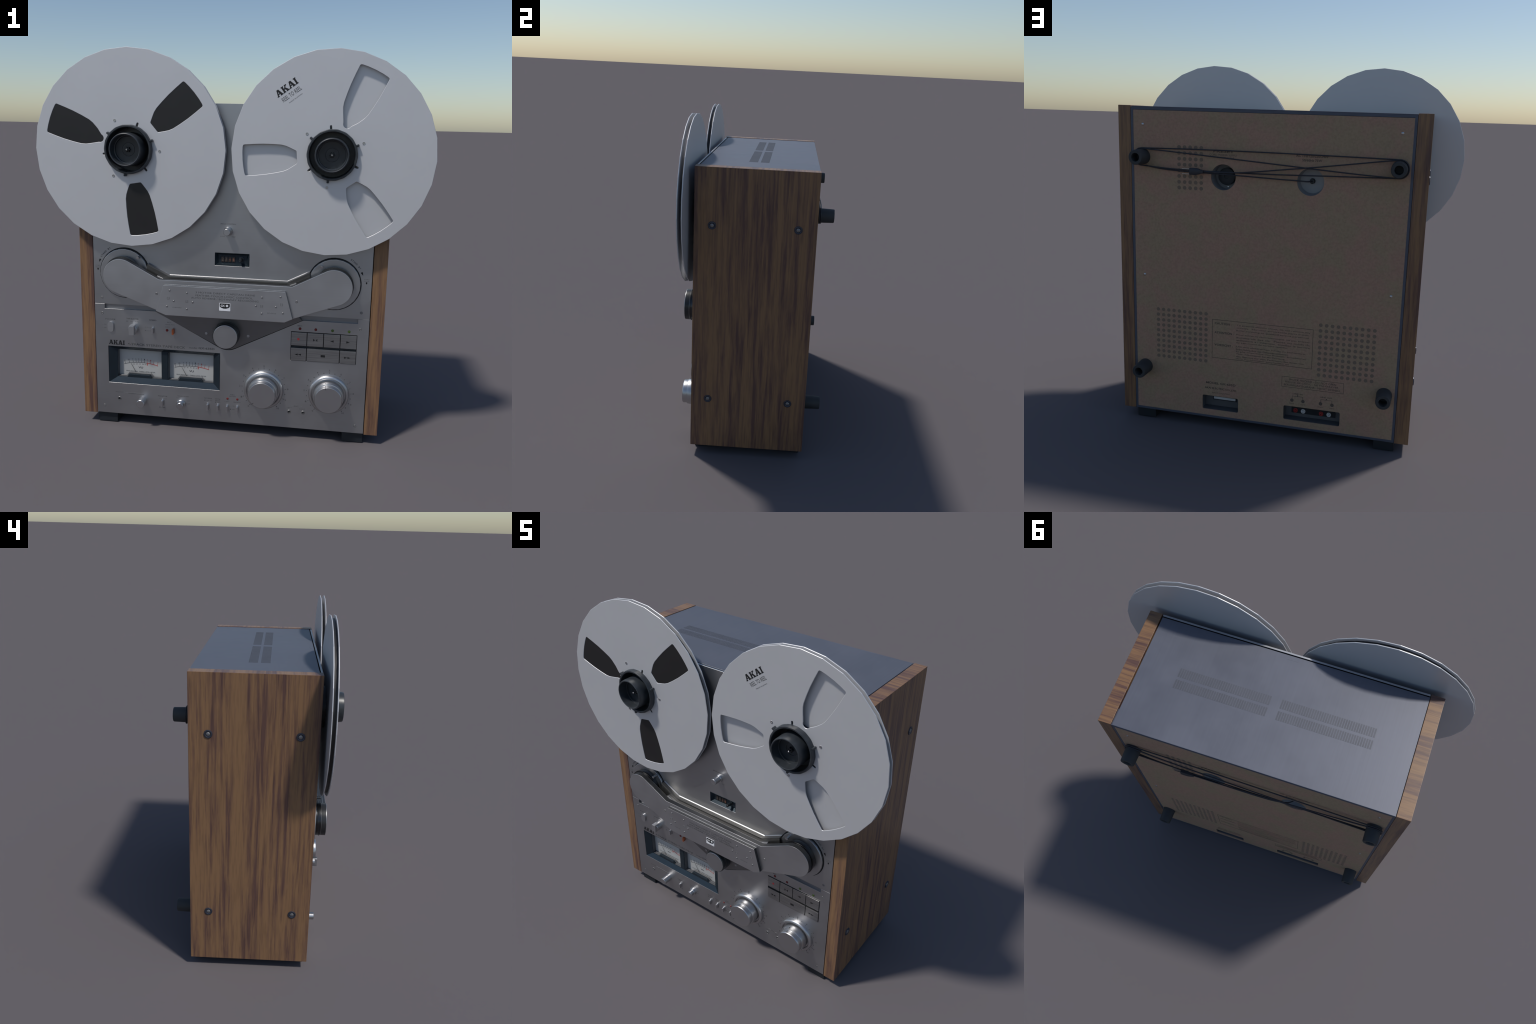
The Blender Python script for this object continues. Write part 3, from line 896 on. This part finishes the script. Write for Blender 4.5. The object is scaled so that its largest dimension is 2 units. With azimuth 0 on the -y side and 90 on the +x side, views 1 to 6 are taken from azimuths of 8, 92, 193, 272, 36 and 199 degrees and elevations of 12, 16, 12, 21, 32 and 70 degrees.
mid = [(bxs[i] + bxs[i + 1]) / 2 for i in range(4)]
zr1, zr2 = 0.5605, 0.4765
prism('key_symbol', [circle(mid[0] - 0.003, zr1, 0.0066, 20)], KY, KY - 0.0005, REDB, kb)
bar_sym(mid[1] - 0.0095, zr1, 0.0028, 0.0125)
tri_sym(mid[1] - 0.0045, zr1, 0.0060, 0.0090, 1)
bar_sym(mid[1] + 0.0095, zr1, 0.0028, 0.0125)
tri_sym(mid[1] + 0.0045, zr1, 0.0060, 0.0090, -1)
tri_sym(mid[2], zr1, 0.0185, 0.0115, -1)
tri_sym(mid[3] - 0.002, zr1, 0.0185, 0.0115, 1)
for k in (-1, 1):
    tri_sym(mid[0] - 0.003 + k * 0.0085, zr2, 0.0160, 0.0105, -1)
    tri_sym(mid[3] - 0.002 + k * 0.0085, zr2, 0.0160, 0.0105, 1)
bar_sym((bxs[1] + bxs[3]) / 2, zr2, 0.0225, 0.0120)
for x, m in ((0.3770, RED), (0.4583, RED), (0.5441, GREEN), (0.6286, GREEN)):
    lamp(x, 0.6162, m)
text('REC', 0.3765, 0.6315, 0.0065, GREYPRINT, ROOT, w=0.024)

# =====================================================================  level knobs
def level_knob(x, z, mark):
    k = lathe('level_knob', [(0.1050, FRONT + 0.001), (0.1055, -0.3250), (0.1035, -0.3320), (0.0990, -0.3365), (0.0930, -0.3378), (0.0885, -0.3350), (0.0870, -0.3250), (0.0, -0.3250)],
              x, z, KNOBM, ROOT, 48)
    lathe('outer_dial', [(0.0800, -0.3245), (0.0800, -0.3560), (0.0785, -0.3720), (0.0770, -0.3755), (0.0745, -0.3765), (0.0700, -0.3765), (0.0690, -0.3740), (0.0, -0.3740)], x, z, KNOBM, k, 56)
    lathe('inner_dial', [(0.0725, -0.3735), (0.0725, -0.3960), (0.0715, -0.4010), (0.0690, -0.4040), (0.0670, -0.4045), (0.0, -0.4045)], x, z, KNOBM, k, 56)
    a = radians(mark)
    for r0, r1, y0, y1 in ((0.0590, 0.0700, -0.4035, -0.4052),):
        p = [(x + cos(a) * r - sin(a) * w, z + sin(a) * r + cos(a) * w) for r, w in ((r0, -0.001), (r0, 0.001), (r1, 0.001), (r1, -0.001))]
        prism('index_line', [p], y0, y1, PRINT, k)
    for rr, y0, y1 in ((0.0726, -0.4000, -0.3850), (0.0799, -0.3715, -0.3590)):
        p = [(x + cos(a) * r - sin(a) * w, z + sin(a) * r + cos(a) * w) for r, w in ((rr - 0.003, -0.0011), (rr - 0.003, 0.0011), (rr + 0.0006, 0.0011), (rr + 0.0006, -0.0011))]
        prism('index_line', [p], y0, y1, PRINT, k)
    # printed scale 0..10
    for i in range(21):
        t = radians(232 - i * 284 / 20)
        r = 0.1160
        if i % 2 == 0:
            p = [(x + cos(t) * q - sin(t) * w, z + sin(t) * q + cos(t) * w) for q, w in ((r - 0.0030, -0.0016), (r - 0.0030, 0.0016), (r + 0.0035, 0.0016), (r + 0.0035, -0.0016))]
            prism('scale_dot', [p], FRONT, FRONT - 0.0006, GREYPRINT, k)
            text(str(i // 2), x + cos(t) * 0.1290, z + sin(t) * 0.1290, 0.0095, GREYPRINT, k, w=0.0110 if i == 20 else 0.0075)
        else:
            prism('scale_dot', [circle(x + cos(t) * r, z + sin(t) * r, 0.0026, 10)], FRONT, FRONT - 0.0006, GREYPRINT, k)
    return k
level_knob(0.1950, 0.2665, 225)
level_knob(0.5385, 0.2690, 104)

# =====================================================================  bottom row
def jack(x, z):
    j = lathe('jack_socket', [(0.0105, FRONT + 0.001), (0.0105, FRONT - 0.0015), (0.0090, FRONT - 0.0030), (0.0070, FRONT - 0.0030), (0.0062, FRONT - 0.0008), (0.0062, FRONT + 0.001)], x, z, SCREWM, ROOT, 24)
    lathe('jack_hole', [(0.0063, FRONT - 0.0006), (0.0, FRONT - 0.0006)], x, z, BLACKP, j, 24, smooth=0)
    return j
jack(-0.6032, 0.1497)
jack(0.3349, 0.1515)
jack(0.4091, 0.1523)
text('PHONES', -0.6020, 0.1865, 0.0058, FAINT, ROOT, w=0.044)
prism('bracket_line', [rrect(-0.578, -0.456, 0.1860, 0.1872)], FRONT, FRONT - 0.0006, FAINT, ROOT)
text('OUTPUT VOLUME', -0.5080, 0.1820, 0.0050, GREYPRINT, ROOT, w=0.090)

metal_knob('volume_knob', -0.4695, 0.1475, 0.0225, -0.3690, ROOT)
toggle(-0.3594, 0.1460)
text('MONITOR', -0.3583, 0.1815, 0.0075, GREYPRINT, ROOT, w=0.052)
text('\u25a1 SOURCE', -0.3562, 0.1685, 0.0050, FAINT, ROOT, w=0.044)
text('\u25a0 TAPE', -0.3609, 0.1165, 0.0055, GREYPRINT, ROOT, w=0.034)
metal_knob('timer_knob', -0.2545, 0.1470, 0.0180, -0.3530, ROOT, 0.0245, 0.013, mat=CHROME)
text('TIMER START', -0.2425, 0.1898, 0.0055, GREYPRINT, ROOT, w=0.066)
text('REC', -0.2700, 0.1790, 0.0050, FAINT, ROOT, w=0.020)
text('OFF', -0.2130, 0.1660, 0.0050, FAINT, ROOT, w=0.020)
text('PLAY', -0.2150, 0.1490, 0.0080, FAINT, ROOT, w=0.022)
for x in (-0.1070, -0.0513, 0.0005, 0.0555):
    toggle(x, 0.1440)
text('REVERSE', -0.1045, 0.1907, 0.0065, GREYPRINT, ROOT, w=0.042)
text('\u25a0 OFF  ON', -0.1045, 0.1783, 0.0050, GREYPRINT, ROOT, w=0.042)
text('PITCH', -0.0527, 0.1905, 0.0060, GREYPRINT, ROOT, w=0.026)
text('BIAS', -0.0527, 0.1805, 0.0060, GREYPRINT, ROOT, w=0.024)
text('\u25a0 NORM', -0.0527, 0.1715, 0.0045, GREYPRINT, ROOT, w=0.028)
lamp(0.0013, 0.1974, RED, 0.0050)
lamp(0.0548, 0.1975, RED, 0.0050)
text('REC', 0.0290, 0.2220, 0.0060, GREYPRINT, ROOT, w=0.024)
text('MODE', 0.0290, 0.2125, 0.0060, GREYPRINT, ROOT, w=0.034)
text('LEFT', 0.0000, 0.1800, 0.0058, FAINT, ROOT, w=0.026)
text('RIGHT', 0.0545, 0.1800, 0.0062, GREYPRINT, ROOT, w=0.038)
text('\u2014 ON', 0.0290, 0.1570, 0.0050, FAINT, ROOT, w=0.022)
text('\u25a0 OFF', 0.0280, 0.1380, 0.0055, GREYPRINT, ROOT, w=0.026)
text('LEFT', 0.3360, 0.1745, 0.0060, FAINT, ROOT, w=0.026)
text('RIGHT', 0.4040, 0.1715, 0.0060, FAINT, ROOT, w=0.030)
text('MIC', 0.3720, 0.1850, 0.0070, GREYPRINT, ROOT, w=0.024)
for x0, x1, zt in ((0.3400, 0.3560, 0.1860), (0.3880, 0.4050, 0.1850)):
    prism('bracket_line', [rrect(x0, x1, zt, zt + 0.0011)], FRONT, FRONT - 0.0006, FAINT, ROOT)

# legends round the two discs: arrows and curved words
def arc_text(s, cx, cz, r, a0, a1, h, mat):
    for i, ch in enumerate(s):
        if ch == ' ':
            continue
        a = a0 + (a1 - a0) * (i + 0.5) / len(s)
        text(ch, cx + r * cos(radians(a)), cz + r * sin(radians(a)), h, mat, head, w=h * 0.8, rot=a - 90, bold=0.02)
arc_text('STAND BY', AX - 0.55, DZ, 0.1520, 149, 120, 0.0090, GREYPRINT)
arc_text('STAND BY', AX + 0.55, DZ, 0.1520, 60, 33, 0.0090, GREYPRINT)
for s in (-1, 1):
    cxd = AX + s * 0.55
    a = radians(154 if s < 0 else 26)
    c = (cxd + 0.1500 * cos(a), DZ + 0.1500 * sin(a))
    t = a + (pi / 2 if s < 0 else -pi / 2)
    prism('arrow', [[(c[0] + 0.016 * cos(t), c[1] + 0.016 * sin(t)), (c[0] + 0.0055 * cos(t + pi / 2), c[1] + 0.0055 * sin(t + pi / 2)), (c[0] - 0.004 * cos(t), c[1] - 0.004 * sin(t)), (c[0] + 0.0055 * cos(t - pi / 2), c[1] + 0.0055 * sin(t - pi / 2))]],
          FRONT, FRONT - 0.0006, PRINT, head)
    xo = CX + s * 0.7045
    text('CORD', xo, 0.8955, 0.0055, FAINT, head, w=0.027)
    text('HOLDER', xo, 0.8865, 0.0055, FAINT, head, w=0.027)
    prism('arrow', [[(xo - 0.004, 0.8770), (xo - 0.0015, 0.8710), (xo + 0.0015, 0.8710), (xo + 0.004, 0.8770), (xo + 0.003, 0.8815), (xo - 0.003, 0.8815)]], FRONT, FRONT - 0.0006, PRINT, head)

# =====================================================================  back
BY = 0.3460      # built here, then moved out flush with the cabinet (see below)
H1, H2 = (0.2265, 1.3970), (-0.2300, 1.3970)
S1, S2 = (0.1258, 0.3332, 0.0990, 0.1825), (-0.4390, -0.1310, 0.1010, 0.1820)
back = prism('back_board', [rrect(-0.7197, 0.7222, 0.0646, 1.7238), circle(*H1, 0.0665, 40), circle(*H2, 0.0690, 40), rrect(*S1, 0.008, 3), rrect(*S2, 0.008, 3)],
             0.3400, BY, BOARD, ROOT, 0.0006, 1)
for x, z in ((0.669, 1.6515), (-0.6646, 1.6515), (0.669, 0.8464), (-0.6640, 0.8464)):
    lathe('board_screw', [(0.0072, BY - 0.001), (0.0068, BY + 0.0018), (0.0045, BY + 0.0036), (0.0, BY + 0.0042)], x, z, CHROME, back, 20)

def dots(x0, x1, nx, z0, z1, nz, r):
    bm = bmesh.new()
    for i in range(nx):
        for j in range(nz):
            add_prism(bm, [circle(x0 + (x1 - x0) * i / (nx - 1), z0 + (z1 - z0) * j / (nz - 1), r, 14)], BY, BY + 0.0005)
    o = finish(bm, 'vent_holes', BOARDDARK, back, 0)
    o["kind"] = "stuff"
dots(0.4682, 0.3458, 5, 1.5418, 1.3320, 8, 0.0100)
dots(0.5930, 0.3151, 10, 0.6550, 0.3840, 10, 0.0098)
dots(-0.3150, -0.5950, 10, 0.6575, 0.3805, 10, 0.0098)

# fuse well and cord well
lathe('well_wall', [(0.0675, 0.3402), (0.0675, 0.2600), (0.0, 0.2600)], *H1, LIGHTGREY, back, 40)
lathe('voltage_selector', [(0.045, 0.2605), (0.045, 0.2890), (0.042, 0.2910), (0.012, 0.2910), (0.0105, 0.2880), (0.0, 0.2880)], *H1, RUBBER, back, 36)
for dz in (-0.0575, 0.0575):
    lathe('well_screw', [(0.0052, 0.2605), (0.0050, 0.2635), (0.0, 0.2650)], H1[0], H1[1] + dz, CHROME, back, 16)
lathe('well_wall', [(0.0700, 0.3402), (0.0700, 0.3080), (0.062, 0.2880), (0.0, 0.2850)], *H2, LIGHTGREY, back, 40)
lathe('cord_grommet', [(0.0140, 0.2845), (0.0135, 0.2970), (0.0110, 0.3030), (0.0060, 0.3045), (0.0, 0.3045)], *H2, RUBBER, back, 24)

for S in (S1, S2):
    prism('socket_well', [rrect(S[0] - 0.001, S[1] + 0.001, S[2] - 0.001, S[3] + 0.001), rrect(S[0] + 0.0002, S[1] - 0.0002, S[2] + 0.0002, S[3] - 0.0002)], 0.3398, 0.2900, GREYIN, back)
    box('socket_floor', (S[0] - 0.001, S[1] + 0.001), (0.2860, 0.2899), (S[2] - 0.001, S[3] + 0.001), GREYIN, back)
box('remote_plate', (0.1500, 0.2890), (0.2899, 0.2930), (0.1350, 0.1720), BLACKP, back, 0.001)
box('remote_socket', (0.1560, 0.2830), (0.2930, 0.2960), (0.1420, 0.1560), WHITEJ, back, 0.001)
box('socket_strip', (-0.4090, -0.1665), (0.2899, 0.2950), (0.1215, 0.1640), BLACKP, back, 0.001)
for i, (x, m) in enumerate(((-0.1892, REDJ), (-0.2319, WHITEJ), (-0.3319, REDJ), (-0.3738, WHITEJ))):
    lathe('phono_socket', [(0.0125, 0.2945), (0.0125, 0.2990), (0.0085, 0.2995), (0.0075, 0.3060), (0.0045, 0.3065), (0.0040, 0.2995), (0.0, 0.2995)], x, 0.1375, m, back, 28)

def frame_line(x0, x1, z0, z1, t=0.0022):
    prism('printed_frame', [rrect(x0, x1, z0, z1), rrect(x0 + t, x1 - t, z0 + t, z1 - t)], BY, BY + 0.0005, BOARDINK, back)
def btext(s, x, z, h, w, bold=0.0):
    return text(s, x, z, h, BOARDINK, back, w=w, y=BY, back=True, bold=bold)
frame_line(-0.2778, 0.2802, 0.4085, 0.6293)
for s, z, w in (('CAUTION :', 0.6085, 0.098), ('ATTENTION :', 0.5560, 0.108), ('VORSICHT :', 0.4860, 0.105)):
    btext(s, 0.266 - w / 2, z, 0.0125, w, 0.02)
lines = [('To prevent electric shock, do not remove any', 0.608, 0.405), ('screws.  No user serviceable parts inside.', 0.593, 0.400), ('Refer servicing to qualified service personnel.', 0.578, 0.400),
         ('Pour eviter le choc electrique, ne pas enlever', 0.555, 0.405), ('aucune vis des vis.  Pieces ou outils du', 0.540, 0.405), ('utilisation a l interieur. Confier le service', 0.525, 0.405), ('au personnel de service qualifie.', 0.510, 0.285),
         ('Um den elektrischen Schlag zu verhindern,', 0.487, 0.385), ('keine Schrauben des Gehauses entfernen.', 0.473, 0.290), ('Es gibt innen keine vom Benutzer brauchbaren', 0.459, 0.385), ('Teile.  Uberlassen Sie die Wartung', 0.445, 0.270), ('des Gerates nur dem Fachmann, der Ihnen von', 0.431, 0.375), ('dem Fachhandler empfohlen ist.', 0.418, 0.300)]
for s, z, w in lines:
    btext(s, 0.142 - w / 2, z, 0.0098, w)
frame_line(-0.4525, -0.1170, 0.2905, 0.3505, 0.0018)
btext('SHOCK HAZARD - DO NOT OPEN .', -0.2880, 0.3365, 0.0115, 0.265)
btext('RISQUE DE CHOC - NE PAS ENLEVER .', -0.2848, 0.3205, 0.0115, 0.295)
btext('BERUHRUNGSGEFAHR - NICHT OFFNEN .', -0.2848, 0.3045, 0.0115, 0.310)
btext('MODEL GX-635D', 0.2270, 0.2597, 0.0130, 0.170, 0.02)
btext('AKAI ELECTRIC CO.,LTD.', 0.2270, 0.2278, 0.0130, 0.186, 0.02)
btext('MADE IN JAPAN', 0.2268, 0.2019, 0.0080, 0.100)
btext('PRESET', 0.2260, 1.5290, 0.0140, 0.110, 0.02)
btext('CORD POWER SUPPLY', 0.2260, 1.5105, 0.0100, 0.150)
btext('SWITCH', 0.2260, 1.4970, 0.0080, 0.110)
btext('AC 110/120/220/240V', -0.2340, 1.5250, 0.0135, 0.165, 0.02)
btext('50/60Hz 75W', -0.2340, 1.5040, 0.0125, 0.100, 0.02)
for xa, xb, nm in ((-0.1765, -0.2374, 'LINE IN'), (-0.3330, -0.3950, 'LINE OUT')):
    xm = (xa + xb) / 2
    btext(nm, xm, 0.2575, 0.0078, 0.052 if nm == 'LINE IN' else 0.062, 0.01)
    prism('bracket', [[(xb, 0.2260), (xb, 0.2440), (xm - 0.003, 0.2440), (xm - 0.003, 0.2500), (xm + 0.003, 0.2500), (xm + 0.003, 0.2440), (xa, 0.2440), (xa, 0.2260), (xa - 0.002, 0.2260), (xa - 0.002, 0.2422), (xb + 0.002, 0.2422), (xb + 0.002, 0.2260)]],
          BY, BY + 0.0005, BOARDINK, back)
    for x, w in ((xa, 'RIGHT'), (xb, 'LEFT')):
        prism('socket_dot', [circle(x, 0.2185, 0.0095, 18)], BY, BY + 0.0005, BOARDINK, back)
        btext(w, x, 0.1990, 0.0055, 0.028)

# rear feet: hollow tapered cord posts
for x, z in ((0.6705, 1.4850), (-0.6640, 1.4830), (0.6720, 0.3140), (-0.6640, 0.3120)):
    lathe('rear_foot', [(0.0415, BY - 0.001), (0.0410, BY + 0.0060), (0.0385, 0.4450), (0.0360, 0.4500), (0.0225, 0.4500), (0.0215, 0.4480), (0.0200, 0.3800), (0.0, 0.3800)],
          x, z, RUBBER, ROOT, 36)

# mains cord wound round the two upper posts
cord = empty('power_cord', ROOT)
CR = 0.0034
TLx, TLz, TRx, TRz = 0.6705, 1.4850, -0.6640, 1.4830
def wrap(cx, cz, a0, a1, y, r=0.0450, n=8):
    return [(x, y, z) for x, z in arc(cx, cz, r, a0, a1, n)]
ya, yb, yc_, yd = 0.3560, 0.3635, 0.3710, 0.3640
# turn 1: top run between the posts, round the right-hand one, back underneath to the left-hand one
p = wrap(TLx, TLz, 180 - 250, 92, ya, n=10)
p += [(0.350, ya + 0.002, 1.5345), (-0.074, ya + 0.004, 1.5338)]
p += wrap(TRx, TRz, 88, 272, yb, n=12)
p += [(-0.350, yb, 1.4330), (-0.0775, yb, 1.4264), (0.1537, yb, 1.4250), (0.4418, yb, 1.4262), (0.560, yb, 1.4320)]
p += wrap(TLx, TLz, 268, 440, yb, n=12)
# turn 2: crosses down to the underside of the right-hand post and round it
p += [(0.50, yc_, 1.5180), (-0.0759, yc_, 1.4768), (-0.42, yc_, 1.4510)]
p += wrap(TRx, TRz, 275, 92, yc_, n=12)
p += [(-0.45, yd + 0.008, 1.4985), (-0.236, yd + 0.008, 1.4699), (-0.0759, yd + 0.008, 1.4515), (0.1000, yd + 0.008, 1.4290), (0.2200, yd + 0.008, 1.4225), (0.330, yd + 0.008, 1.4225)]
tube('cord', p, CR, CORDM, cord)
tube('cord', [(H2[0], 0.3020, H2[1]), (H2[0] + 0.006, 0.335, H2[1] - 0.001), (-0.1644, 0.3560, 1.4013), (-0.0782, 0.3640, 1.4038), (0.1535, 0.3690, 1.4130), (0.300, 0.3650, 1.4160), (0.480, 0.3600, 1.4200), (0.60, 0.3580, 1.4290), (0.650, ya, 1.4400)], CR, CORDM, cord)
# plug
bm = bmesh.new()
yp = 0.3720
secs = [(0.3990, 0.0175, 0.0110), (0.3640, 0.0175, 0.0110), (0.3480, 0.0130, 0.0095), (0.3360, 0.0085, 0.0075), (0.3260, 0.0080, 0.0070)]
rings = []
for x, hz, hy in secs:
    rings.append([bm.verts.new((x, yp + hy * (0.6 if abs(b) < 0.5 else b), 1.4222 + hz * c)) for b, c in ((-1, -0.7), (-0.7, -1), (0.7, -1), (1, -0.7), (1, 0.7), (0.7, 1), (-0.7, 1), (-1, 0.7))])
for A, B in zip(rings, rings[1:]):
    for i in range(8):
        bm.faces.new((A[i], A[(i + 1) % 8], B[(i + 1) % 8], B[i]))
bm.faces.new(rings[0])
bm.faces.new(list(reversed(rings[-1])))
finish(bm, 'plug', CORDM, cord)
for dz in (-0.0128, 0.0128):
    box('plug_prong', (0.3980, 0.4410), (yp - 0.0022, yp + 0.0022), (1.4210 + dz - 0.0012, 1.4210 + dz + 0.0012), CHROME, cord)

# the board, its fittings, the posts and the cord stand flush with the rear edges of the sides:
# carry them out along the line of sight of the rear view
def shift_back(ob, dy=0.0105, f=0.99663, ymin=0.30):
    if ob.type == 'MESH':
        for v in ob.data.vertices:
            v.co.x = -0.8 + (v.co.x + 0.8) * f
            v.co.z = 1.7117 + (v.co.z - 1.7117) * f
            v.co.y += dy if v.co.y < 0.40 else dy * max(0.0, (0.450 - v.co.y) / 0.05)
    for c in ob.children:
        shift_back(c)
shift_back(back)
shift_back(cord)
for o in [o for o in ROOT.children if o.name.startswith('rear_foot')]:
    shift_back(o)
